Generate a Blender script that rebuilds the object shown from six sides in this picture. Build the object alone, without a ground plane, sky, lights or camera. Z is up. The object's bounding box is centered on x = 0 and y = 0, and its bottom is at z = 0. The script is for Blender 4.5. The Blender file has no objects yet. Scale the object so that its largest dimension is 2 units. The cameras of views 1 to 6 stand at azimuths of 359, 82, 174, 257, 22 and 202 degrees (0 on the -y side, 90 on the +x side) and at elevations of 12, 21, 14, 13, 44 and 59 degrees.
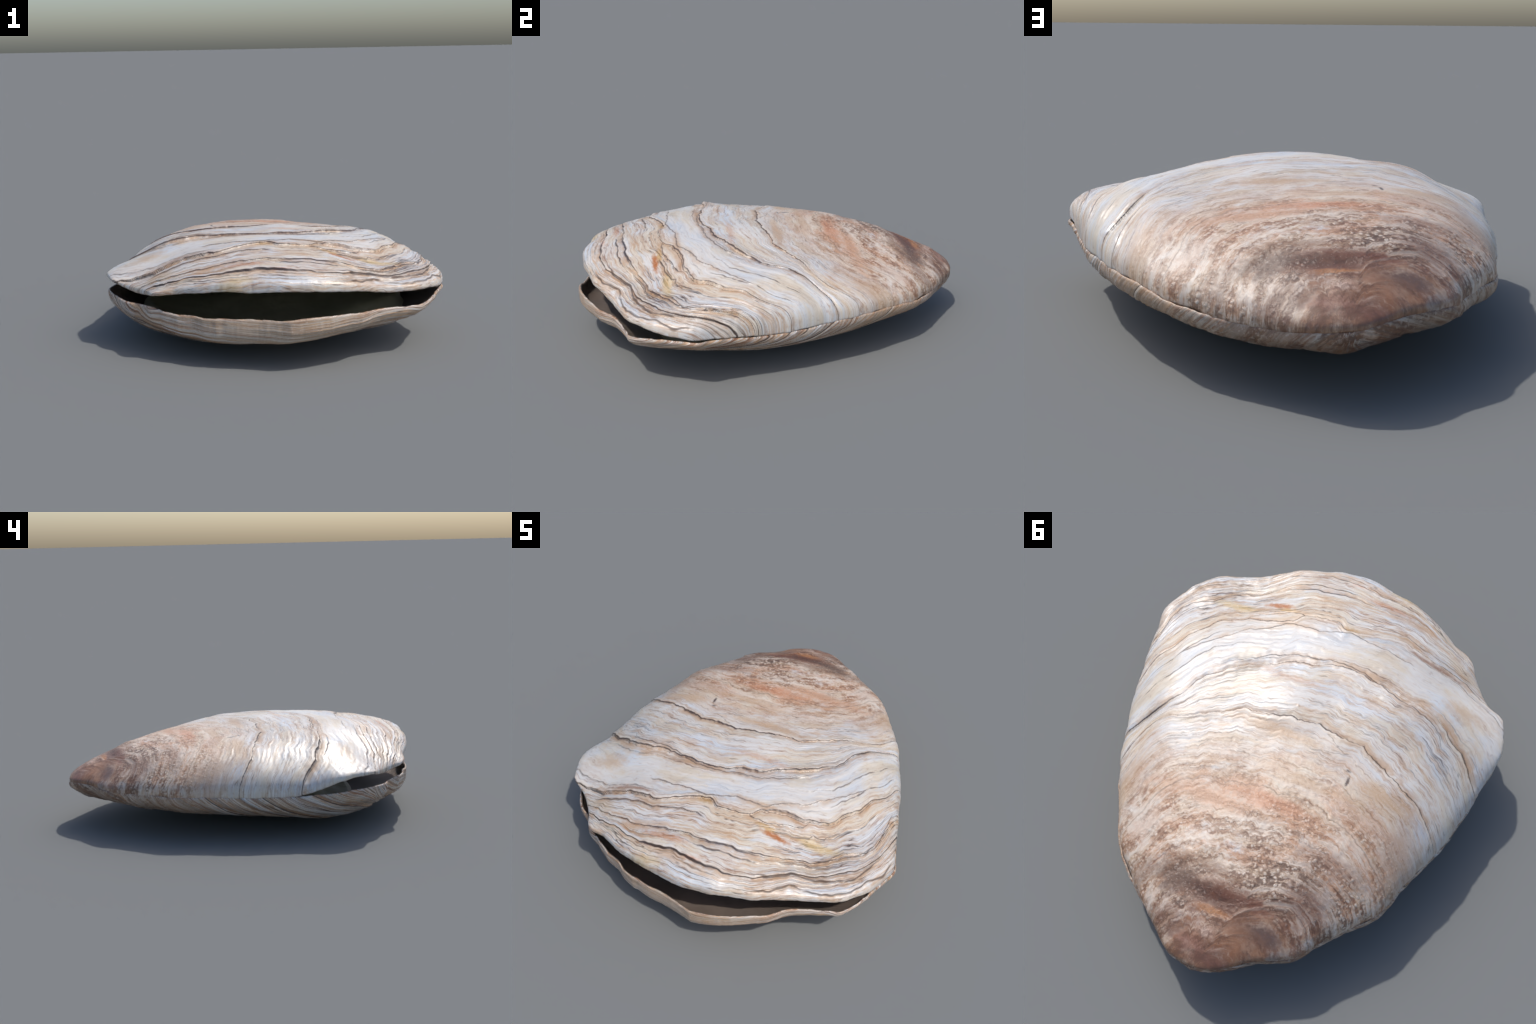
# A weathered two-valved clam lying slightly open: upper shell, lower shell, soft body inside.
import bpy, math
import numpy as np

# ------------------------------------------------------------------ outlines
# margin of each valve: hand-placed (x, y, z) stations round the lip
UPPER_MARGIN = [
    (-.06, 1.0, .245), (.05, .985, .24), (.155, .91, .23), (.26, .83, .23), (.354, .75, .24), (.444, .66, .25),
    (.509, .546, .26), (.571, .437, .264), (.645, .28, .266), (.68, .165, .262), (.72, .05, .257), (.745, -.06, .253),
    (.783, -.22, .265), (.811, -.36, .275), (.834, -.47, .285), (.80, -.575, .295), (.759, -.66, .312), (.69, -.738, .322),
    (.583, -.78, .322), (.49, -.813, .331), (.44, -.838, .34), (.376, -.875, .353), (.332, -.9, .36), (.23, -.927, .367),
    (.12, -.958, .376), (0, -.963, .38), (-.088, -.948, .375), (-.14, -.934, .373), (-.2, -.925, .375), (-.365, -.864, .359),
    (-.456, -.81, .344), (-.556, -.779, .33), (-.6, -.72, .315), (-.65, -.645, .307), (-.70, -.59, .31), (-.79, -.515, .335),
    (-.821, -.425, .335), (-.834, -.355, .325), (-.812, -.2, .272), (-.794, -.08, .249), (-.775, 0, .247), (-.728, .187, .247),
    (-.674, .33, .246), (-.615, .513, .247), (-.538, .611, .245), (-.443, .731, .243), (-.418, .78, .246), (-.386, .814, .25),
    (-.268, .882, .252), (-.15, .97, .255)]
LOWER_MARGIN = [
    (-.06, 1.0, .235), (.05, .985, .23), (.155, .91, .22), (.26, .83, .22), (.36, .755, .23), (.45, .665, .24),
    (.515, .55, .25), (.576, .44, .254), (.645, .28, .256), (.68, .165, .252), (.72, .05, .247), (.745, -.06, .243),
    (.783, -.22, .252), (.817, -.36, .262), (.837, -.47, .265), (.80, -.555, .262), (.735, -.675, .25), (.69, -.732, .24),
    (.604, -.757, .236), (.507, -.79, .242), (.457, -.81, .24), (.388, -.88, .245), (.31, -.925, .25), (.15, -.985, .255),
    (.06, -.993, .245), (.0, -.975, .24), (-.126, -.936, .24), (-.284, -.897, .238), (-.331, -.878, .235), (-.388, -.841, .238),
    (-.449, -.816, .236), (-.53, -.763, .242), (-.6, -.73, .258), (-.65, -.66, .25), (-.724, -.605, .25), (-.78, -.505, .253),
    (-.825, -.4, .258), (-.827, -.3, .248), (-.806, -.2, .243), (-.795, -.08, .24), (-.777, 0, .24), (-.731, .187, .24),
    (-.678, .33, .24), (-.62, .515, .24), (-.54, .613, .24), (-.443, .731, .238), (-.418, .78, .24), (-.388, .816, .243),
    (-.27, .883, .246), (-.151, .971, .246)]
CENTRE = np.array([0., -.1])

# swelling of each valve: height of the dome as a polynomial in plan (x^i y^j, i+j<=4)
MONOMIALS = [(i, j) for i in range(5) for j in range(5 - i)]
UPPER_SWELL = [.2087, -.079, .084, .068, -.213, -.0439, .0339, .1784, -.021, .1308, .052, -.6888, .0752, -.1281, -.233]
LOWER_SWELL = [.2385, -.0193, -.0654, -.043, -.0046, .0834, .0376, -.1253, -.1197, -.0826, -.0946, -.4073, -.225, -.276, -.0956]
# fuller or flatter shoulders, set round the lip at these directions (radians)
SHOULDER_AT = [-2.9, -2.5, -2.1, -1.57, -1.15, -.85, -.6, -.35, .3, 1.0, 2.1]
UPPER_SHOULDER = [-.0569, -.0039, -.0125, -.0181, -.0071, -.0732, -.0243, -.0305, .0173, -.007, .0152]
LOWER_SHOULDER = [.0318, .0505, -.0152, -.0494, -.04, .0114, .001, -.0137, -.0059, -.0075, .0029]
# local fullness and slack of the upper dome: x, y, half-widths, height
UPPER_FORM = [(.05, -.11, .17, .15, .026), (.175, .23, .07, .06, .008), (-.61, -.14, .08, .08, .013), (-.56, -.32, .12, .12, .015), (-.38, .02, .13, .10, -.011),
              (.03, .665, .09, .05, -.010), (.605, .18, .07, .11, -.028), (-.64, .46, .07, .12, -.001), (-.29, .77, .10, .05, .012), (.66, -.60, .10, .10, .008)]
LOWER_FORM = [(-.33, -.68, .22, .16, .014), (-.70, -.35, .12, .14, .014)]
# how bluntly the dome falls to the lip, as a Fourier series round the lip
UPPER_BLUNT = [.323, -.0001, .0249, .0251, -.0066, -.0524, .0154]
LOWER_BLUNT = [.3606, .0213, .0199, .0658, -.0697, -.0187, -.0242]

# ------------------------------------------------------------------ growth lines
# growth is measured in polar coordinates about the beak; each ring is r(phi)
BEAK = (-.05, 1.05)
PHI_MAX, R_MAX = 1.3, 2.1
RINGS = [  # (growth level, [(phi, r) ...], step height, dark line strength)
    (.23, [(-1.3, .42), (-.83, .48), (-.71, .47), (-.6, .45), (-.48, .38), (-.34, .30), (-.25, .25), (0, .23), (.4, .22), (1.3, .2)], .007, .35),
    (.44, [(-1.3, .60), (-.84, .63), (-.61, .585), (-.34, .515), (-.16, .46), (.11, .425), (.4, .40), (.7, .385), (.94, .355), (1.3, .32)], .004, .15),
    (.767, [(-1.3, .80), (-.77, .823), (-.51, .806), (-.19, .786), (-.03, .766), (.18, .756), (.42, .764), (.56, .737), (.76, .664), (.95, .64), (1.3, .6)], .002, .3),
    (1.09, [(-1.3, 1.05), (-.51, 1.108), (-.35, 1.10), (-.22, 1.11), (-.1, 1.105), (.03, 1.09), (.12, 1.085), (.2, 1.085), (.34, 1.06), (.43, 1.055), (.53, 1.06), (.6, 1.05), (.66, 1.02), (.74, .975), (1.3, .9)], .010, 1.0),
    (1.395, [(-1.3, 1.35), (-.55, 1.40), (-.44, 1.435), (-.33, 1.432), (-.2, 1.41), (-.09, 1.408), (0, 1.395), (.06, 1.375), (.14, 1.35), (.2, 1.315), (.29, 1.285), (.35, 1.268), (.42, 1.22), (.46, 1.175), (.53, 1.125), (.65, 1.09), (.7, 1.08), (1.3, 1.0)], .014, 1.0),
    (1.62, [(-1.3, 1.6), (-.4, 1.735), (-.27, 1.715), (-.22, 1.695), (-.13, 1.675), (-.06, 1.635), (0, 1.60), (.05, 1.64), (.13, 1.632), (.165, 1.575), (.23, 1.571), (.3, 1.585), (.36, 1.585), (.4, 1.54), (.45, 1.495), (.5, 1.44), (.55, 1.41), (.63, 1.32), (1.3, 1.1)], .016, 1.0),
    (1.815, [(-1.3, 1.75), (-.33, 1.81), (-.23, 1.83), (-.13, 1.822), (-.03, 1.815), (.05, 1.815), (.14, 1.81), (.22, 1.80), (.28, 1.80), (.36, 1.775), (.46, 1.72), (.5, 1.66), (.57, 1.53), (.7, 1.40), (1.3, 1.25)], .008, 1.0),
    (1.91, [(-1.3, 1.85), (-.25, 1.88), (-.1, 1.90), (0, 1.91), (.09, 1.93), (.17, 1.938), (.24, 1.90), (.34, 1.886), (.43, 1.846), (.47, 1.80), (.54, 1.717), (.7, 1.53), (1.3, 1.4)], .010, 1.0)]
# partial rings between them: growth level, phi range, step height, dark strength
PARTIAL = [(.60, -.9, .1, .002, .3), (.90, -.6, .7, .002, .25), (.985, .15, .66, .003, .5), (1.17, -.6, .0, .003, .35),
           (1.25, -.9, -.2, .003, .3), (1.43, -.5, .40, .005, .5), (1.50, .22, .7, .006, .7), (1.565, .3, .7, .006, .8), (1.59, -.6, -.1, .005, .6),
           (1.69, .1, .7, .004, .7), (1.75, -.4, .02, .005, .6), (1.775, .3, .8, .005, .8), (1.845, -.1, .8, .006, .9),
           (1.865, -.5, .0, .004, .5), (1.885, .2, .9, .005, .6), (1.94, -.5, .8, .006, .5), (1.965, -.4, .8, .006, .5), (1.99, -.4, .8, .005, .5)]
# broken plates of the upper shell: edge r(phi), step height, dark strength
CRACKS = [
    ([(-.194, 1.596), (-.12, 1.582), (-.064, 1.582), (.012, 1.586), (.08, 1.56), (.158, 1.559), (.242, 1.517), (.288, 1.506), (.344, 1.476), (.5, 1.37)], .003, .7),
    ([(.125, 1.632), (.165, 1.63), (.182, 1.64), (.23, 1.631), (.284, 1.616), (.30, 1.591)], .005, .9),
    ([(-.32, 1.765), (-.2, 1.73), (-.141, 1.717), (-.093, 1.711), (-.015, 1.695), (.02, 1.711)], .004, .85),
    ([(-.4, 1.40), (-.188, 1.399), (-.116, 1.421), (-.034, 1.419), (.12, 1.40), (.3, 1.32)], .003, .7),
    ([(.2, 1.669), (.245, 1.669), (.308, 1.663), (.316, 1.652), (.341, 1.658), (.36, 1.643), (.4, 1.617)], .003, .8),
    ([(.238, 1.809), (.3, 1.796), (.341, 1.796), (.382, 1.785), (.409, 1.764), (.441, 1.748)], .003, .7),
    ([(.307, 1.775), (.353, 1.766), (.383, 1.736), (.408, 1.725), (.469, 1.706), (.483, 1.689), (.503, 1.64), (.56, 1.50)], .006, .8),
    ([(.171, 1.906), (.2, 1.905), (.243, 1.873), (.285, 1.857), (.311, 1.86), (.357, 1.857), (.405, 1.852), (.427, 1.83), (.483, 1.748)], .004, .8),
    ([(.291, 1.918), (.333, 1.92), (.379, 1.915), (.41, 1.895), (.46, 1.841), (.484, 1.817), (.527, 1.737)], .004, .7),
    ([(.179, 1.975), (.212, 1.961), (.246, 1.93), (.274, 1.912), (.294, 1.919)], .004, .7)]
WOBBLE = [(.0050, 23., 4., .3), (.0035, 41., -6., 1.7), (.0025, 67., 9., 4.1), (.0018, 109., 14., 2.2), (.0013, 173., -21., .9), (.0009, 281., 33., 3.3)]  # amp, phi freq, r freq, phase


def ring_curve(mapping, pts):
    mapping.clip_min_x = mapping.clip_min_y = 0
    c = mapping.curves[0]
    uv = [((p + PHI_MAX) / (2 * PHI_MAX), r / R_MAX) for p, r in pts]
    c.points[0].location, c.points[1].location = uv[0], uv[-1]
    for q in uv[1:-1]:
        c.points.new(*q)
    for p in c.points:
        p.handle_type = 'AUTO_CLAMPED'
    mapping.update()


# one hidden material keeps the ring curves so that geometry and colour share them exactly
_tree = bpy.data.node_groups.new("ring_curves", 'ShaderNodeTree')


def curve_table(pts):
    n = _tree.nodes.new('ShaderNodeFloatCurve')
    ring_curve(n.mapping, pts)
    n.mapping.initialize()
    return np.array([n.mapping.evaluate(n.mapping.curves[0], k / 256) * R_MAX for k in range(257)])


RING_TABLES = [curve_table(ring[1]) for ring in RINGS]
CRACK_TABLES = [curve_table(crack[0]) for crack in CRACKS]
bpy.data.node_groups.remove(_tree)


LOWER_RISE = 1.3  # how strongly the layers of the lower shell sweep up toward the lip


def polar(x, y):
    dx, dy = x - BEAK[0], BEAK[1] - y
    return np.arctan2(dx, dy), np.hypot(dx, dy)


def growth(x, y, z, sign):
    phi, r = polar(x, y)
    still = 1 - .6 * smooth(.40, .58, np.abs(phi))
    for a, fp, fr, ph in WOBBLE:
        r = r + a * still * np.sin(fp * phi + fr * r + ph)
    u = np.clip((phi + PHI_MAX) / (2 * PHI_MAX), 0, 1)
    g, R0, l0 = 0, 0, 0
    for (lev, *_), tab in zip(RINGS, RING_TABLES):
        R = np.interp(u, np.linspace(0, 1, 257), tab)
        g = g + (lev - l0) * np.clip((r - R0) / (R - R0), 0, 1)
        R0, l0 = R, lev
    g = g + np.maximum(r - R0, 0)
    if sign > 0:  # layers run on down the steep front lip
        return g + smooth(1.72, 1.95, g) * np.clip(.44 - z, 0, .2), phi, r
    return g + LOWER_RISE * (1 + 1.3 * smooth(-.45, -.75, y)) * (z - .10), phi, r


# ------------------------------------------------------------------ numpy noise
def hash3(i, j, k, seed):
    h = (i * 374761393 + j * 668265263 + k * 2147483647 + seed * 974634777) & 0xFFFFFFFF
    h = ((h ^ (h >> 13)) * 1274126177) & 0xFFFFFFFF
    h = ((h ^ (h >> 16)) * 2246822519) & 0xFFFFFFFF
    return ((h ^ (h >> 15)) & 0xFFFF) / 32767.5 - 1.


def vnoise(x, y, z, seed=0, octaves=3, rough=.5):
    total, amp, norm = 0, 1., 0.
    for o in range(octaves):
        ix, iy, iz = (np.floor(c).astype(np.int64) for c in (x, y, z))
        fx, fy, fz = x - ix, y - iy, z - iz
        sx, sy, sz = (f * f * f * (f * (f * 6 - 15) + 10) for f in (fx, fy, fz))
        v = 0
        for a in (0, 1):
            for b in (0, 1):
                for c in (0, 1):
                    v = v + hash3(ix + a, iy + b, iz + c, seed + o * 17) * (sx if a else 1 - sx) * (sy if b else 1 - sy) * (sz if c else 1 - sz)
        total = total + v * amp
        norm += amp
        amp *= rough
        x, y, z = x * 2.03 + 7.1, y * 2.03 + 3.7, z * 2.03 + 1.3
    return total / norm


def smooth(a, b, v):
    t = np.clip((v - a) / (b - a), 0, 1)
    return t * t * (3 - 2 * t)


# ------------------------------------------------------------------ valve geometry
def margin_curve(stations, theta):
    P = np.array(stations)
    th = np.arctan2(P[:, 1] - CENTRE[1], P[:, 0] - CENTRE[0])
    o = np.argsort(th)
    th, P = th[o], P[o]
    rad = np.hypot(P[:, 0] - CENTRE[0], P[:, 1] - CENTRE[1])
    wrap = lambda a, d=0: np.concatenate([a[-3:] - d, a, a[:3] + d])
    th = wrap(th, 2 * math.pi)
    out = []
    for v in (wrap(rad), wrap(P[:, 2])):  # monotone cubic through the stations
        h = np.diff(th)
        s = np.diff(v) / h
        m = np.zeros_like(v)
        same = s[:-1] * s[1:] > 0
        m[1:-1] = np.where(same, 2 * s[:-1] * s[1:] / np.where(same, s[:-1] + s[1:], 1), 0)
        i = np.clip(np.searchsorted(th, theta) - 1, 0, len(h) - 1)
        t = (theta - th[i]) / h[i]
        out.append((2 * t**3 - 3 * t**2 + 1) * v[i] + (t**3 - 2 * t**2 + t) * h[i] * m[i] + (3 * t**2 - 2 * t**3) * v[i + 1] + (t**3 - t**2) * h[i] * m[i + 1])
    return out


def dome(theta, t, rad, zm, form, sign, thin=0., waves=True):
    swell, shoulder, blunt, stations = form
    if waves and len(theta) > 99:  # the waves of the lip fade out inward
        k = np.exp(-np.linspace(-2.5, 2.5, len(theta) // 22 * 2 + 1)**2)
        h = len(k) // 2
        soft = np.convolve(np.concatenate([rad[-h:], rad, rad[:h]]), k / k.sum(), 'valid')
        rad = soft + (rad - soft) * t**7
        soft = np.convolve(np.concatenate([zm[-h:], zm, zm[:h]]), k / k.sum(), 'valid')
        zm = soft + (zm - soft) * t**7
    x = CENTRE[0] + t * rad * np.cos(theta)
    y = CENTRE[1] + t * rad * np.sin(theta)
    A = sum(c * x**i * y**j for c, (i, j) in zip(swell, MONOMIALS)) - thin
    reach = margin_curve(stations, np.array(SHOULDER_AT))[0] * .82
    for w, a, R in zip(shoulder, SHOULDER_AT, reach):
        A = A + w * np.exp(-((x - CENTRE[0] - R * math.cos(a))**2 + (y - CENTRE[1] - R * math.sin(a))**2) / (2 * .16**2))
    for cx, cy, rx, ry, amp in (UPPER_FORM if sign > 0 else LOWER_FORM):
        A = A + amp * np.exp(-((x - cx) / rx)**2 - ((y - cy) / ry)**2)
    q = blunt[0]
    for k in (1, 2, 3):
        q = q + blunt[2 * k - 1] * np.cos(k * theta) + blunt[2 * k] * np.sin(k * theta)
    zb = .28 if sign > 0 else .245
    z = zb + (zm - zb) * t**3 + sign * A * np.maximum(1 - t**2.4, 0)**np.maximum(q, .22)
    return np.stack(np.broadcast_arrays(x, y, z), -1)


def grid_normals(P, sign):
    dth = np.roll(P, -1, 1) - np.roll(P, 1, 1)
    dt = np.gradient(P, axis=0)
    n = np.cross(dt, dth)
    n /= np.linalg.norm(n, axis=-1, keepdims=True) + 1e-12
    flip = np.sign((n[..., 2] * sign).mean())
    return n * flip


# lumps and hollows of the beak: x, y, half-widths, height
BEAK_FORM = [(-.06, .895, .07, .05, .012), (-.02, .765, .10, .04, -.010), (-.24, .82, .09, .05, .001), (-.15, .80, .03, .07, .006),
             (.16, .66, .08, .06, .005), (-.10, .655, .22, .025, .005)]


def relief(P, seed, sign):
    """height of the growth lamellae, ripples and pits above the smooth dome"""
    x, y, z = P[..., 0], P[..., 1], P[..., 2]
    g, phi, r = growth(x, y, z, sign)
    arc = phi * (g * .7 + .1) * (1. if sign > 0 else .45)
    side = (.8 + .3 * smooth(.35, .8, np.abs(phi) * np.clip(g, 0, 1.6))) if sign > 0 else .75
    if sign > 0:
        side = side * (1 - .55 * smooth(.28, .45, -phi)) * (1 - .85 * smooth(.44, .56, phi) * (1 - smooth(1.66, 1.75, g)))
    h = np.zeros_like(g)
    along = vnoise(arc * 7, g * 1.5, g * 0, seed + 5, 2)
    for lev, _, amp, _d in RINGS:
        d = g - lev
        a = amp * side * (.8 + .8 * along)
        h += a * np.where(d < 0, np.exp(d / .065), np.maximum(1 - d / .005, 0)) - a * .3 * np.exp(-(d / .11)**2)
        h -= a * .5 * np.exp(-(np.maximum(d - .004, 0) / .012)) * smooth(0, .006, d)
    if sign > 0:  # on the right flank the younger plates ride over the older ones in deep folds
        for lev, p0, amp in ((1.395, .46, .013), (1.09, .56, .009), (1.62, .45, .010), (1.50, .5, .006)):
            d = (g - lev) / .9
            a = amp * smooth(p0, p0 + .14, phi)
            rise = smooth(-.03, .025, d)
            h += a * (rise * np.exp(-np.maximum(d, 0) / .09) - (1 - rise) * np.exp(np.minimum(d, 0) / .05))
    for lev, p0, p1, amp, _d in PARTIAL:
        d = g - lev
        a = amp * side * smooth(p0, p0 + .12, phi) * (1 - smooth(p1 - .12, p1, phi)) * (.7 + .9 * along)
        h += a * np.where(d < 0, np.exp(d / .025), np.maximum(1 - d / .004, 0)) - a * .3 * np.exp(-(d / .045)**2)
        h -= a * .4 * np.exp(-(np.maximum(d - .004, 0) / .010)) * smooth(0, .006, d)
    if sign > 0:
        u = np.clip((phi + PHI_MAX) / (2 * PHI_MAX), 0, 1)
        for (pts, amp, _d), tab in zip(CRACKS, CRACK_TABLES):
            d = r - np.interp(u, np.linspace(0, 1, 257), tab)
            a = amp * smooth(pts[0][0] - .01, pts[0][0] + .03, phi) * (1 - smooth(pts[-1][0] - .03, pts[-1][0] + .01, phi))
            h += a * np.where(d < 0, np.exp(d / .02), np.maximum(1 - d / .004, 0))
            h -= a * .5 * np.exp(-(np.maximum(d - .004, 0) / .008)) * smooth(0, .006, d)
    front = smooth(.7, 1.6, g)
    rough = 1.1 if sign > 0 else 3.0
    h += rough * (.0010 + .0014 * front) * vnoise(g * 34, arc * 6.0, z * 6, seed, 3, .65)
    h += .0008 * rough * vnoise(g * 95, arc * 9.0, z * 16, seed + 6, 2, .65)
    h += .0040 * vnoise(g * 6, arc * 5.5, z * 3, seed + 1, 2)
    beak = 1 - smooth(.45, .85, g)
    h += beak * .004 * vnoise(x * 11, y * 11, z * 11, seed + 2, 2)
    for cx, cy, rx, ry, amp in BEAK_FORM:
        h += amp * np.exp(-((x - cx) / rx)**2 - ((y - cy) / ry)**2)
    grain = smooth(.12, .3, g) * (1 - smooth(.75, 1.05, g))
    h += grain * .0012 * vnoise(x * 60, y * 60, z * 60, seed + 3, 2)
    return np.maximum(h, -.019)


def build_valve(name, form, sign, seed, thick, mats):
    NT, NR, NI = 900, 300, 60
    stations = form[3]
    theta = np.linspace(-math.pi, math.pi, NT, endpoint=False)
    rad, zm = margin_curve(stations, theta)
    rad = rad * (1 + .0022 * vnoise(np.cos(theta) * 9, np.sin(theta) * 9, 0 * theta, seed + 8, 2) + .0045 * vnoise(np.cos(theta) * 24, np.sin(theta) * 24, 0 * theta, seed + 9, 3, .6))
    zm = zm + .0035 * vnoise(np.cos(theta) * 20, np.sin(theta) * 20, 0 * theta, seed + 10, 3, .6)
    if sign > 0:
        rad = rad + .007 * smooth(-2.45, -2.1, theta) * (1 - smooth(-.95, -.7, theta))
    if sign < 0:  # the mouth edge of the lower valve stands out a little
        rad = rad + .004 * smooth(-2.65, -2.3, theta) * (1 - smooth(-.75, -.5, theta)) + .007 * np.exp(-((theta + .95) / .2)**2) + .006 * np.exp(-((theta + 1.95) / .25)**2)
    hinge = smooth(.25, .6, np.sin(theta))
    zm = zm + sign * (.0042 - .0020 * hinge)
    t = (1 - np.linspace(1, 0, NR)**1.9)[1:, None]
    P = dome(theta, t, rad, zm, form, sign)
    N = grid_normals(P, sign)
    fade = 1 - .75 * smooth(.96, 1.0, t)
    P = P + N * (relief(P, seed, sign) * fade)[..., None]
    if sign < 0:  # rest the belly on the ground
        hold = .2
        P[..., 2] = np.where(P[..., 2] < hold, hold - (hold - P[..., 2]) * (hold / (hold - P[..., 2].min())), P[..., 2])
    rings = [P[k] for k in range(P.shape[0])]
    lip = rings[-1]
    # rounded lip, then the inside wall
    width = thick * (.75 + .3 * vnoise(np.cos(theta) * 8, np.sin(theta) * 8, 0 * theta, seed + 12, 2))
    outward = np.stack([np.cos(theta), np.sin(theta), 0 * theta], -1)
    for a in (.35, .8, 1.25, 1.7, 2.2, 2.7):
        off = width * .5 * (1 - math.cos(a))
        rings.append(lip - outward * off[:, None] + np.array([0, 0, -sign * .012 * math.sin(a) * .8]))
    inner_rad = np.hypot(lip[:, 0] - CENTRE[0], lip[:, 1] - CENTRE[1]) - width
    inner_z = lip[:, 2]
    ti = (1 - np.linspace(0, 1, NI)**1.8)[:-1, None]
    Q = dome(theta, ti, inner_rad, inner_z, form, sign, thin=thick * 2.4)
    n_out = len(rings)
    rings += [Q[k] for k in range(Q.shape[0])]
    V = np.concatenate([dome(np.zeros(1), np.zeros((1, 1)), np.ones(1), zm.mean(), form, sign)[0] + [[0, 0, sign * float(relief(np.array([[[CENTRE[0], CENTRE[1], .4]]]), seed, sign)[0, 0])]]] + rings
                       + [dome(np.zeros(1), np.zeros((1, 1)), np.ones(1), zm.mean(), form, sign, thin=thick * 2.4)[0]])
    R = len(rings)
    j = np.arange(NT)
    j2 = (j + 1) % NT
    quads = []
    for k in range(R - 1):
        a, b = 1 + k * NT, 1 + (k + 1) * NT
        quads.append(np.stack([a + j, b + j, b + j2, a + j2], 1))
    quads = np.concatenate(quads)
    last = len(V) - 1
    tri0 = np.stack([0 * j, 1 + j, 1 + j2], 1)
    tri1 = np.stack([0 * j + last, 1 + (R - 1) * NT + j2, 1 + (R - 1) * NT + j], 1)
    if sign < 0:
        quads, tri0, tri1 = quads[:, ::-1], tri0[:, ::-1], tri1[:, ::-1]
    me = bpy.data.meshes.new(name)
    nq = len(quads)
    me.vertices.add(len(V))
    me.vertices.foreach_set("co", V.astype(np.float32).ravel())
    loops = np.concatenate([quads.ravel(), tri0.ravel(), tri1.ravel()]).astype(np.int32)
    counts = np.concatenate([np.full(nq, 4), np.full(2 * NT, 3)])
    me.loops.add(len(loops))
    me.loops.foreach_set("vertex_index", loops)
    me.polygons.add(len(counts))
    me.polygons.foreach_set("loop_start", np.concatenate([[0], np.cumsum(counts)[:-1]]).astype(np.int32))
    me.polygons.foreach_set("loop_total", counts.astype(np.int32))
    ring_of = np.concatenate([np.repeat(np.arange(R - 1), NT), np.zeros(NT, int), np.full(NT, R)])
    me.polygons.foreach_set("material_index", (ring_of >= n_out - 3).astype(np.int32))
    me.polygons.foreach_set("use_smooth", np.ones(len(counts), bool))
    me.update(calc_edges=True)
    me.validate()
    for m in mats:
        me.materials.append(m)
    o = bpy.data.objects.new(name, me)
    bpy.context.scene.collection.objects.link(o)
    return o


# ------------------------------------------------------------------ node helpers
class S:
    """a scalar socket that can be written as arithmetic"""
    tree = None

    def __init__(self, sock):
        self.s = sock

    @staticmethod
    def op(kind, *args, clamp=False):
        n = S.tree.nodes.new('ShaderNodeMath')
        n.operation = kind
        n.use_clamp = clamp
        for i, a in enumerate(args):
            if isinstance(a, S):
                S.tree.links.new(a.s, n.inputs[i])
            else:
                n.inputs[i].default_value = a
        return S(n.outputs[0])

    def __add__(a, b): return S.op('ADD', a, b)
    def __radd__(a, b): return S.op('ADD', b, a)
    def __sub__(a, b): return S.op('SUBTRACT', a, b)
    def __rsub__(a, b): return S.op('SUBTRACT', b, a)
    def __mul__(a, b): return S.op('MULTIPLY', a, b)
    def __rmul__(a, b): return S.op('MULTIPLY', b, a)
    def __truediv__(a, b): return S.op('DIVIDE', a, b)
    def abs(a): return S.op('ABSOLUTE', a)
    def clamp(a): return S.op('ADD', a, 0., clamp=True)
    def max(a, b): return S.op('MAXIMUM', a, b)
    def min(a, b): return S.op('MINIMUM', a, b)
    def __rtruediv__(a, b): return S.op('DIVIDE', b, a)
    def pow(a, b): return S.op('POWER', a, b)


def step(a, b, v, lo=0., hi=1.):
    n = S.tree.nodes.new('ShaderNodeMapRange')
    n.interpolation_type = 'SMOOTHSTEP'
    for k, q in zip(range(5), (v, a, b, lo, hi)):
        if isinstance(q, S):
            S.tree.links.new(q.s, n.inputs[k])
        else:
            n.inputs[k].default_value = q
    return S(n.outputs[0])


def linear(a, b, v, lo=0., hi=1.):
    n = S.tree.nodes.new('ShaderNodeMapRange')
    for k, q in zip(range(5), (v, a, b, lo, hi)):
        if isinstance(q, S):
            S.tree.links.new(q.s, n.inputs[k])
        else:
            n.inputs[k].default_value = q
    return S(n.outputs[0])


def vec(x, y, z):
    n = S.tree.nodes.new('ShaderNodeCombineXYZ')
    for k, q in enumerate((x, y, z)):
        if isinstance(q, S):
            S.tree.links.new(q.s, n.inputs[k])
        else:
            n.inputs[k].default_value = q
    return n.outputs[0]


def noise(v, scale=1., detail=3., rough=.55, dist=0.):
    n = S.tree.nodes.new('ShaderNodeTexNoise')
    S.tree.links.new(v, n.inputs['Vector'])
    n.inputs['Scale'].default_value, n.inputs['Detail'].default_value = scale, detail
    n.inputs['Roughness'].default_value, n.inputs['Distortion'].default_value = rough, dist
    return S(n.outputs[0])


def voronoi(v, scale, feature='F1'):
    n = S.tree.nodes.new('ShaderNodeTexVoronoi')
    n.feature = feature
    S.tree.links.new(v, n.inputs['Vector'])
    n.inputs['Scale'].default_value = scale
    return S(n.outputs['Distance'])


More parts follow.
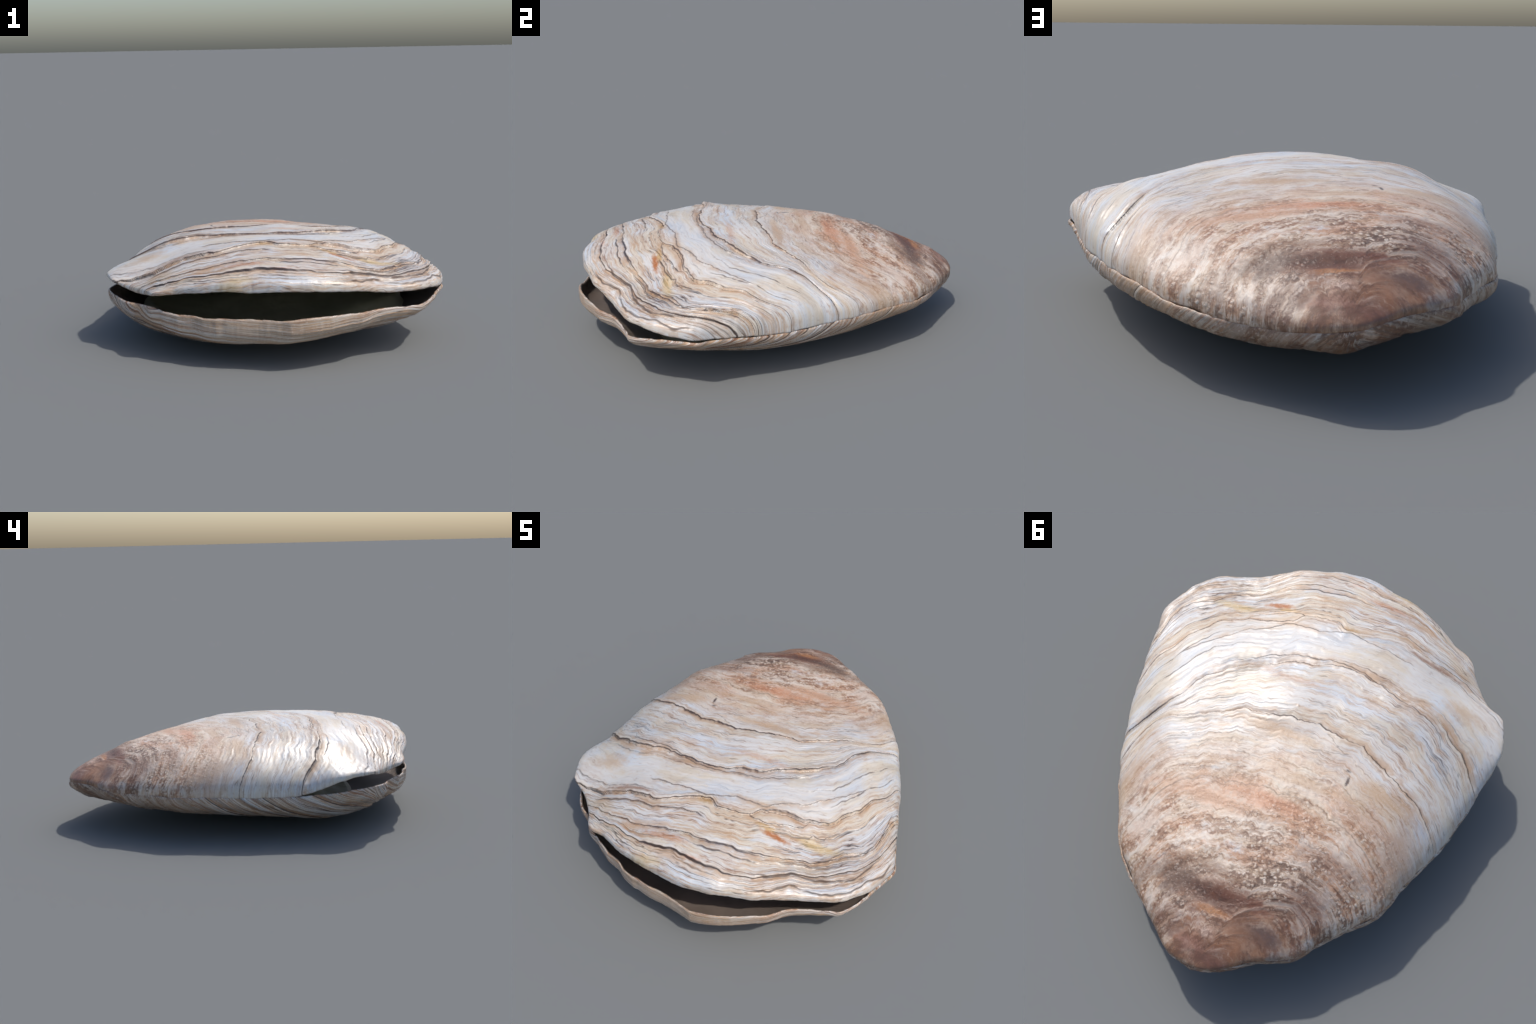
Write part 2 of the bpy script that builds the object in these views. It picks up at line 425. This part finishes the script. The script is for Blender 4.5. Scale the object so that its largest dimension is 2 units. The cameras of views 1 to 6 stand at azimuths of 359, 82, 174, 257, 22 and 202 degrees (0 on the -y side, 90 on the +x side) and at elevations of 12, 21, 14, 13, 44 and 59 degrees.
def mix(col_a, col_b, fac, mode='MIX'):
    n = S.tree.nodes.new('ShaderNodeMix')
    n.data_type, n.blend_type = 'RGBA', mode
    n.clamp_factor = True
    for sock, q in ((n.inputs[0], fac), (n.inputs[6], col_a), (n.inputs[7], col_b)):
        if isinstance(q, S):
            S.tree.links.new(q.s, sock)
        elif hasattr(q, 'links'):
            S.tree.links.new(q, sock)
        elif isinstance(q, tuple):
            sock.default_value = (*q, 1.)
        else:
            sock.default_value = q
    return n.outputs[2]


def new_material(name):
    m = bpy.data.materials.new(name)
    m.use_nodes = True
    S.tree = m.node_tree
    return m, m.node_tree.nodes['Principled BSDF']


def object_xyz():
    tc = S.tree.nodes.new('ShaderNodeTexCoord')
    sep = S.tree.nodes.new('ShaderNodeSeparateXYZ')
    S.tree.links.new(tc.outputs['Object'], sep.inputs[0])
    return tc.outputs['Object'], S(sep.outputs[0]), S(sep.outputs[1]), S(sep.outputs[2])


def bump(bsdf, height, dist, strength=1.):
    n = S.tree.nodes.new('ShaderNodeBump')
    n.inputs['Distance'].default_value, n.inputs['Strength'].default_value = dist, strength
    S.tree.links.new(height.s, n.inputs['Height'])
    S.tree.links.new(n.outputs[0], bsdf.inputs['Normal'])


_groups = {}


def growth_group(sign):
    """node group: object x, y, z -> growth coordinate and angle about the beak"""
    if sign in _groups:
        return _groups[sign]
    outer, tree = S.tree, bpy.data.node_groups.new("growth_rings", 'ShaderNodeTree')
    for nm, io in (("x", 'INPUT'), ("y", 'INPUT'), ("z", 'INPUT'), ("growth", 'OUTPUT'), ("angle", 'OUTPUT'), ("radius", 'OUTPUT')):
        tree.interface.new_socket(nm, in_out=io, socket_type='NodeSocketFloat')
    S.tree = tree
    gi, go = tree.nodes.new('NodeGroupInput'), tree.nodes.new('NodeGroupOutput')
    x, y, z = S(gi.outputs[0]), S(gi.outputs[1]), S(gi.outputs[2])
    dx, dy = x - BEAK[0], BEAK[1] - y
    phi = S.op('ARCTAN2', dx, dy)
    r = S.op('SQRT', dx * dx + dy * dy)
    still = step(.40, .58, phi.abs(), 1., .4)
    for a, fp, fr, ph in WOBBLE:
        r = r + still * a * S.op('SINE', phi * fp + r * fr + ph)
    u = linear(-PHI_MAX, PHI_MAX, phi)
    g, R0, l0 = 0., 0., 0.
    for lev, pts, *_ in RINGS:
        n = tree.nodes.new('ShaderNodeFloatCurve')
        ring_curve(n.mapping, pts)
        tree.links.new(u.s, n.inputs['Value'])
        R = S(n.outputs[0]) * R_MAX
        g = linear(R0, R, r, 0., lev - l0) + g
        R0, l0 = R, lev
    g = g + (r - R0).max(0.)
    if sign > 0:
        g = g + step(1.72, 1.95, g) * linear(0., .2, .44 - z, 0., .2)
    else:
        g = g + (z - .10) * step(-.75, -.45, y, 2.3 * LOWER_RISE, LOWER_RISE)
    tree.links.new(g.s, go.inputs[0])
    tree.links.new(phi.s, go.inputs[1])
    tree.links.new(r.s, go.inputs[2])
    S.tree = outer
    _groups[sign] = tree
    return tree


def growth_nodes(x, y, z, sign):
    n = S.tree.nodes.new('ShaderNodeGroup')
    n.node_tree = growth_group(sign)
    S.tree.links.new(x.s, n.inputs[0])
    S.tree.links.new(y.s, n.inputs[1])
    S.tree.links.new(z.s, n.inputs[2])
    return S(n.outputs[0]), S(n.outputs[1]), S(n.outputs[2])


def grouped(name, build, *args):
    """call a small reusable node group of scalar maths"""
    if name not in _groups:
        outer, tree = S.tree, bpy.data.node_groups.new(name, 'ShaderNodeTree')
        for k in range(len(args)):
            tree.interface.new_socket(f"value_{k}", in_out='INPUT', socket_type='NodeSocketFloat')
        S.tree = tree
        gi = tree.nodes.new('NodeGroupInput')
        res = build(*[S(q) for q in gi.outputs[:len(args)]])
        go = tree.nodes.new('NodeGroupOutput')
        for k, q in enumerate(res):
            tree.interface.new_socket(f"result_{k}", in_out='OUTPUT', socket_type='NodeSocketFloat')
            tree.links.new(q.s, go.inputs[k])
        S.tree, _groups[name] = outer, tree
    n = S.tree.nodes.new('ShaderNodeGroup')
    n.node_tree = _groups[name]
    for q, sock in zip(args, n.inputs):
        if isinstance(q, S):
            S.tree.links.new(q.s, sock)
        else:
            sock.default_value = q
    return [S(q) for q in n.outputs]


def patch_mask(x, y, jitter, cx, cy, rx, ry, k):
    d = S.op('SQRT', ((x - cx) / rx).pow(2.) + ((y - cy) / ry).pow(2.))
    return [(1. - step(.2, 1.15, d + jitter)) * k]


def ring_line(g, lev, slim, worn, blot2, k):
    d = (g - lev) / slim
    line = (1. - step(.0005, linear(.3, .7, worn, .0035, .0095), (d - .003).abs())) * step(.18, .40, worn) * k
    halo = (1. - step(0.0, .040, (d - .014).abs())) * k * step(.38, .60, blot2) * .5
    rust = (1. - step(0.0, .016, (d - .008).abs())) * k * step(.45, .62, worn) * .22
    lip = (1. - step(.001, .009, (d + .007).abs())) * k * step(.62, .40, blot2) * .7  # highlight on the ledge edge, drawn into the colour as a pale strip
    return [line, halo, rust, lip]


def partial_line(g, lev, slim, phi, p0, p1, worn, k):
    line = (1. - step(.0005, linear(.35, .7, worn, .002, .0075), ((g - lev) / slim - .002).abs())) * step(.34, .56, worn) * k
    return [line * step(p0, p0 + .12, phi) * (1. - step(p1 - .12, p1, phi))]


def crack_line(rr, R, slim, phi, p0, p1, worn, blot2, k):
    d = (rr - R * R_MAX) / slim
    ends = step(p0 - .01, p0 + .02, phi) * (1. - step(p1 - .02, p1 + .01, phi)) * k
    return [(1. - step(.0005, linear(.3, .7, worn, .0035, .0085), (d - .002).abs())) * ends, (1. - step(0.0, .03, (d - .012).abs())) * ends * step(.40, .62, blot2) * .6]


def hair_line(n, gate, width, lim, k):
    return [(1. - step(0., width, (n - .5).abs())) * step(lim, lim + .12, gate) * k]


# ------------------------------------------------------------------ shell colour
WHITE, BLUE, CREAM = (.69, .665, .635), (.605, .63, .66), (.66, .58, .47)
TAN, PINK, RUST = (.55, .39, .26), (.56, .345, .225), (.50, .17, .05)
BROWN, DARK, GREY = (.27, .125, .06), (.060, .032, .023), (.36, .345, .32)
WORN, UMBER, PALE = (.61, .465, .345), (.29, .135, .065), (.74, .675, .605)


def shell_material(name, seed, spots, sign):
    m, bsdf = new_material(name)
    P, x, y, z = object_xyz()
    g, phi, rr = growth_nodes(x, y, z, sign)
    arc = phi * (g * .7 + .1) * (1. if sign > 0 else .45)
    s = float(seed)
    dirt = .65 if sign > 0 else 1.35
    # strata coordinates: long along a growth line, short across it
    band = noise(vec(g * 6.5 + s, arc * 2.2, z * 1.5), 1., 5, .64)
    fine = noise(vec(g * 46. + s, arc * 4., z * 14.), 1., 4, .66, .3)
    silk = noise(vec(g * 130. + s, arc * 9., z * 40.), 1., 3, .6)
    blot = noise(P, 5.5 + .1 * s, 4, .6)
    blot2 = noise(vec(x + 3.3 + s, y * 1.3, z), 13., 4, .65)
    speck = noise(P, 80., 2, .65)
    back = 1. - step(.70, 1.15, g + (blot - .5) * .5)
    front = step(1.40, 1.75, g + (blot - .5) * .3)
    col = mix(WHITE, BLUE, step(.46, .64, band) * .95)
    col = mix(col, CREAM, step(.46, .62, noise(vec(g * 11. - s, arc * 4.2, 1.7), 1., 5, .66)) * .75)
    col = mix(col, GREY, front * step(.50, .68, noise(vec(g * 14. + 9.1, arc * 2.6, s), 1., 3, .6)) * .40 * dirt)
    # the worn back is a warmer ground
    col = mix(col, WORN, back * step(.22, .52, blot2) * .7)
    # tan and pink stain in streaks, stronger toward the beak
    calm = 1. - .75 * step(1.42, 1.46, g) * (1. - step(1.57, 1.62, g)) if sign > 0 else 1.
    stain = step(.485, .58, noise(vec(g * 19. + 4. + s, arc * 4.4, z * 3.), 1., 6, .72))
    col = mix(col, TAN, stain * step(.38, .58, blot2) * (.65 + back * .15) * dirt * calm)
    pink = step(.45, .58, noise(vec(g * 9. + 2. + s, arc * 4.1, z * 2.), 1., 6, .70))
    col = mix(col, PINK, back * pink * step(.34, .54, blot) * .85)
    # the brown beak
    umbo = 1. - step(.20, .46, g + (blot - .5) * .5)
    col = mix(col, UMBER, umbo * step(.30, .52, noise(P, 10., 5, .7)) * .8)
    # fine strata
    col = mix(col, TAN, step(.50, .64, fine) * .55 * dirt * calm)
    col = mix(col, BROWN, step(.585, .68, fine) * .55 * dirt * calm)
    if sign < 0:
        col = mix(col, GREY, step(.47, .57, noise(vec(g * 24. + 5., arc * 3., s), 1., 5, .72)) * .75)
        col = mix(col, UMBER, step(.49, .58, noise(vec(g * 31. + 1., arc * 3.4, s), 1., 5, .72)) * .75)
        col = mix(col, PALE, step(.54, .62, noise(vec(g * 38. + 11., arc * 3., s), 1., 4, .7)) * .6)
    col = mix(col, PALE, step(.54, .70, silk) * (.40 - back * .15))
    # tan and brown hairlines where a thin lamella ends
    for freq, pf, width, k, lim, tint in ((13., 1.5, .010, .85, .46, DARK), (21., 2.2, .012, .75, .46, DARK), (34., 3., .018, .7, .44, BROWN), (52., 3.6, .03, .55, .42, BROWN), (33., 3., .05, .6, .42, TAN)):
        n = noise(vec(g * freq + s * 1.7, arc * pf, 3.3 + s), 1., 3, .5)
        gate = noise(vec(g * freq * .5, arc * 6., s + 8.), 1., 3, .65)
        col = mix(col, tint, grouped("hair_line", hair_line, n, gate, width, lim, k * calm * (.6 + front * .4 - back * .2) * (1. if sign > 0 else 1.6))[0])
    # grain of the worn back: pale granules with dark gaps, strung along the growth lines
    zone = step(.10, .28, g) * (1. - step(.62, 1.05, g + (blot - .5) * .5))
    string = noise(vec(g * 30. + s, arc * 5., z * 8.), 1., 5, .72)
    warped = vec(x + (speck - .5) * .02, y + (string - .5) * .03, z)
    cell = voronoi(warped, 56.)
    edge = voronoi(warped, 56., 'DISTANCE_TO_EDGE')
    col = mix(col, UMBER, zone * step(.53, .64, string) * .35)
    col = mix(col, PALE, zone * step(.50, .40, string) * .65)
    gaps = step(.22, .60, cell + (speck - .5) * .7) * step(.46, .60, blot2 * .45 + string * .55)
    col = mix(col, BROWN, zone * gaps * .55)
    col = mix(col, DARK, zone * (1. - step(.02, .14, edge + (speck - .5) * .3)) * step(.50, .62, blot2 * .5 + string * .5) * .35)
    dots = (1. - step(.05, .48, cell + (speck - .5) * .7)) * step(.44, .56, string)
    col = mix(col, PALE, zone * dots * .65)
    # coloured patches
    jitter = (blot2 - .5) * 1.2 + (string - .5) * 1.1 + (cell - .4) * .4
    for sx, sy, rx, ry, tint, k in spots:
        col = mix(col, tint, grouped("patch_mask", patch_mask, x, y, jitter, sx, sy, rx, ry, k)[0])
    col = mix(col, (.13, .085, .06), zone * gaps * (1. - step(.38, .75, g)) * step(.40, .54, blot) * .6)
    col = mix(col, PALE, zone * dots * step(.45, .62, blot2) * .35)
    # fine mottling everywhere
    col = mix(col, PALE, step(.56, .72, noise(P, 120., 2, .6)) * (.35 - umbo * .27))
    col = mix(col, UMBER, step(.57, .74, noise(vec(g * 70. + s, arc * 22., z * 40.), 1., 3, .7)) * (.30 + back * .25))
    col = mix(col, (.15, .07, .04), umbo * step(.47, .57, string * .6 + blot2 * .4) * .5)
    # dark edges of the named rings
    geo = S.tree.nodes.new('ShaderNodeNewGeometry')
    nrm = S.tree.nodes.new('ShaderNodeSeparateXYZ')
    S.tree.links.new(geo.outputs['True Normal'], nrm.inputs[0])
    # a line keeps its width where the flank is steep and growth advances slowly in plan
    slim = S(nrm.outputs[2]).abs().max(.32).max(step(1.72, 1.95, g)) if sign > 0 else 1.
    worn = noise(vec(phi * 14., g * 3., s), 1., 4, .65)
    dark = 0.
    for lev, _, _a, k in RINGS:
        line, halo, rust, lip = grouped("ring_line", ring_line, g, lev, slim, worn, blot2, k)
        dark = line.max(dark)
        col = mix(mix(mix(col, TAN, halo), BROWN, rust), PALE, lip)
    for lev, p0, p1, _a, k in PARTIAL:
        dark = grouped("partial_line", partial_line, g, lev, slim, phi, p0, p1, worn, k)[0].max(dark)
    if sign > 0:
        u = linear(-PHI_MAX, PHI_MAX, phi)
        for pts, _a, k in CRACKS:
            n = S.tree.nodes.new('ShaderNodeFloatCurve')
            ring_curve(n.mapping, pts)
            S.tree.links.new(u.s, n.inputs['Value'])
            line, halo = grouped("crack_line", crack_line, rr, S(n.outputs[0]), slim, phi, pts[0][0], pts[-1][0], worn, blot2, k)
            dark = line.max(dark)
            col = mix(col, TAN, halo)
    col = mix(col, DARK, dark * .92)
    crisp = S.tree.nodes.new('ShaderNodeGamma')
    crisp.inputs['Gamma'].default_value = 1.30
    rich = S.tree.nodes.new('ShaderNodeHueSaturation')
    rich.inputs['Saturation'].default_value, rich.inputs['Value'].default_value = 1.06, 1.14
    S.tree.links.new(col, crisp.inputs['Color'])
    S.tree.links.new(crisp.outputs[0], rich.inputs['Color'])
    S.tree.links.new(rich.outputs[0], bsdf.inputs['Base Color'])
    rough = .43 + back * .10 if sign > 0 else .5 + back * .05
    S.tree.links.new(rough.s, bsdf.inputs['Roughness'])
    bsdf.inputs['Specular IOR Level'].default_value = 1.
    h = fine * .35 + silk * .15 - dark * .6 + zone * (dots * .5 - gaps * .5)
    bump(bsdf, h, .005, .4)
    return m


def plain_material(name, a, b, scale, rough, height=.004):
    m, bsdf = new_material(name)
    P, x, y, z = object_xyz()
    n = noise(P, scale, 4, .6)
    S.tree.links.new(mix(a, b, step(.35, .65, n)), bsdf.inputs['Base Color'])
    bsdf.inputs['Roughness'].default_value = rough
    bump(bsdf, n, height)
    return m


UPPER_SPOTS = [  # x, y, half-widths, tint, strength
    (.31, -.61, .08, .020, (.46, .19, .06), .9), (.25, -.585, .06, .018, (.55, .36, .14), .7), (.50, -.56, .14, .035, (.66, .50, .26), .6),
    (-.05, -.56, .08, .025, (.46, .30, .13), .8), (.02, -.865, .06, .010, RUST, .7), (-.15, -.80, .14, .022, (.52, .28, .15), .65), (-.30, -.77, .14, .03, (.52, .33, .19), .6),
    (-.20, -.92, .12, .03, (.56, .44, .25), .6), (.20, -.50, .2, .03, TAN, .55), (-.45, -.58, .16, .02, BROWN, .6),
    (-.04, .76, .26, .11, (.33, .18, .11), .75), (-.03, .755, .20, .07, (.17, .072, .034), .95), (-.15, .725, .14, .035, (.22, .095, .05), .9), (-.045, .805, .08, .022, (.50, .26, .12), .8),
    (.14, .73, .12, .08, (.17, .105, .07), .75), (.09, .66, .16, .04, (.28, .165, .10), .6), (.28, .75, .06, .08, (.30, .19, .13), .5), (.37, .58, .15, .13, (.73, .67, .61), .5),  # last spot: white sun glow on the +x flank, painted as a pale tint
    (-.055, .885, .05, .03, (.66, .52, .44), .85), (-.015, .935, .09, .04, (.40, .235, .18), .7), (.10, .90, .10, .06, (.26, .165, .12), .6), (-.12, .965, .18, .03, (.24, .12, .085), .7),
    (-.265, .81, .09, .045, (.17, .105, .085), .8), (-.20, .86, .14, .06, (.38, .215, .13), .6), (-.33, .85, .05, .03, (.46, .46, .45), .5),
    (.15, .40, .28, .05, PINK, .75), (-.05, .33, .25, .05, (.58, .32, .2), .7), (-.40, .47, .20, .06, (.38, .26, .20), .6), (-.36, .63, .14, .12, (.32, .21, .16), .6),
    (-.60, .30, .08, .2, (.50, .38, .30), .5), (.52, .42, .08, .12, (.52, .38, .28), .4), (-.20, .20, .25, .03, TAN, .5),
    (-.50, .12, .20, .05, TAN, .6), (.05, .03, .25, .035, TAN, .65), (-.62, -.42, .12, .06, TAN, .5), (.1, -.22, .2, .025, PINK, .45), (-.315, .125, .008, .03, DARK, .9), (-.30, .085, .018, .009, DARK, .8), (.425, .46, .012, .035, BROWN, .7)]
LOWER_SPOTS = [(.2, .9, .3, .15, (.24, .14, .085), .6), (-.3, .85, .3, .15, (.30, .21, .15), .55), (.5, .5, .25, .4, (.45, .31, .20), .55), (-.55, .55, .2, .3, (.38, .29, .22), .45),
               (0, -.9, .6, .2, (.50, .42, .34), .5)]

shell_up = shell_material("weathered_shell_upper", 0, UPPER_SPOTS, 1)
shell_low = shell_material("weathered_shell_lower", 5, LOWER_SPOTS, -1)
lining = plain_material("dark_shell_lining", (.19, .15, .125), (.155, .12, .10), 5., .55)
flesh = plain_material("olive_flesh", (.26, .225, .125), (.33, .28, .165), 6., .5, .01)

clam = bpy.data.objects.new("clam", None)
bpy.context.scene.collection.objects.link(clam)
clam["label"] = "weathered clam shell lying slightly open, white and brown layers"
clam["category"] = "clam"

UPPER = (UPPER_SWELL, UPPER_SHOULDER, UPPER_BLUNT, UPPER_MARGIN)
LOWER = (LOWER_SWELL, LOWER_SHOULDER, LOWER_BLUNT, LOWER_MARGIN)
upper = build_valve("upper_shell", UPPER, 1, 3, .021, [shell_up, lining])
lower = build_valve("lower_shell", LOWER, -1, 11, .017, [shell_low, lining])


# ------------------------------------------------------------------ soft body
def build_body():
    """flesh: a thick dished bed lying on the lower valve, high along its flanks and rising toward the hinge"""
    NT, NS = 220, 60
    heart = np.array([.02, .30])
    th = np.linspace(-math.pi, math.pi, NT, endpoint=False)
    reach_step = np.linspace(0, 1.6, 600)[:, None]
    X, Y = heart[0] + reach_step * np.cos(th), heart[1] + reach_step * np.sin(th)

    def from_centre(x, y):
        a = np.arctan2(y - CENTRE[1], x - CENTRE[0])
        rad, zm = margin_curve(LOWER_MARGIN, a)
        return a, np.hypot(x - CENTRE[0], y - CENTRE[1]) / rad, rad, zm

    inside = (from_centre(X.ravel(), Y.ravel())[1].reshape(X.shape) < .80) & (Y > -.66 + .16 * (np.abs(X - .03) / .62)**2)
    reach = reach_step[np.argmin(inside, 0), 0]
    k = np.exp(-np.linspace(-2, 2, 9)**2)
    reach = np.convolve(np.concatenate([reach[-4:], reach, reach[:4]]), k / k.sum(), 'valid')

    def spread(w):
        return heart[0] + w * reach * np.cos(th), heart[1] + w * reach * np.sin(th)

    def floor(w):
        x, y = spread(w)
        a, t, rad, zm = from_centre(x, y)
        return dome(a, t, rad, zm, LOWER, -1, thin=.028, waves=False)

    def bed(w):
        x, y = spread(w)
        t = from_centre(x, y)[1]
        hollow = .125 + .085 * smooth(-.60, -.15, y) + .02 * smooth(-.1, .5, y)
        hollow = hollow + .075 * smooth(.05, .5, x) * smooth(-.66, -.48, y) * smooth(.1, -.3, y) - .04 * smooth(.05, -.45, x)
        z = hollow + (.225 - hollow) * np.minimum(t / .80, 1.)**(6.5 - 2.5 * np.sign(x)) * smooth(.15, .5, np.abs(x))
        z = z + .010 * vnoise(x * 3.5, y * 7, 0 * x, 31, 3)
        return np.stack([x, y, np.maximum(z - .06 * smooth(.93, 1., w)**2, floor(w)[:, 2] + .002)], 1)

    rows = [floor(w) for w in np.linspace(.02, 1, 20)] + [bed(w) for w in np.linspace(1, .02, NS)]
    R = len(rows)
    V = np.concatenate(rows)
    F = [(k * NT + j, k * NT + (j + 1) % NT, (k + 1) * NT + (j + 1) % NT, (k + 1) * NT + j) for k in range(R - 1) for j in range(NT)]
    F += [tuple(range(NT))[::-1], tuple((R - 1) * NT + j for j in range(NT))]
    me = bpy.data.meshes.new("soft_body")
    me.from_pydata(V.tolist(), [], F)
    me.polygons.foreach_set("use_smooth", np.ones(len(F), bool))
    me.materials.append(flesh)
    o = bpy.data.objects.new("soft_body", me)
    bpy.context.scene.collection.objects.link(o)
    return o


body = build_body()
for o in (upper, lower, body):
    o.parent = clam
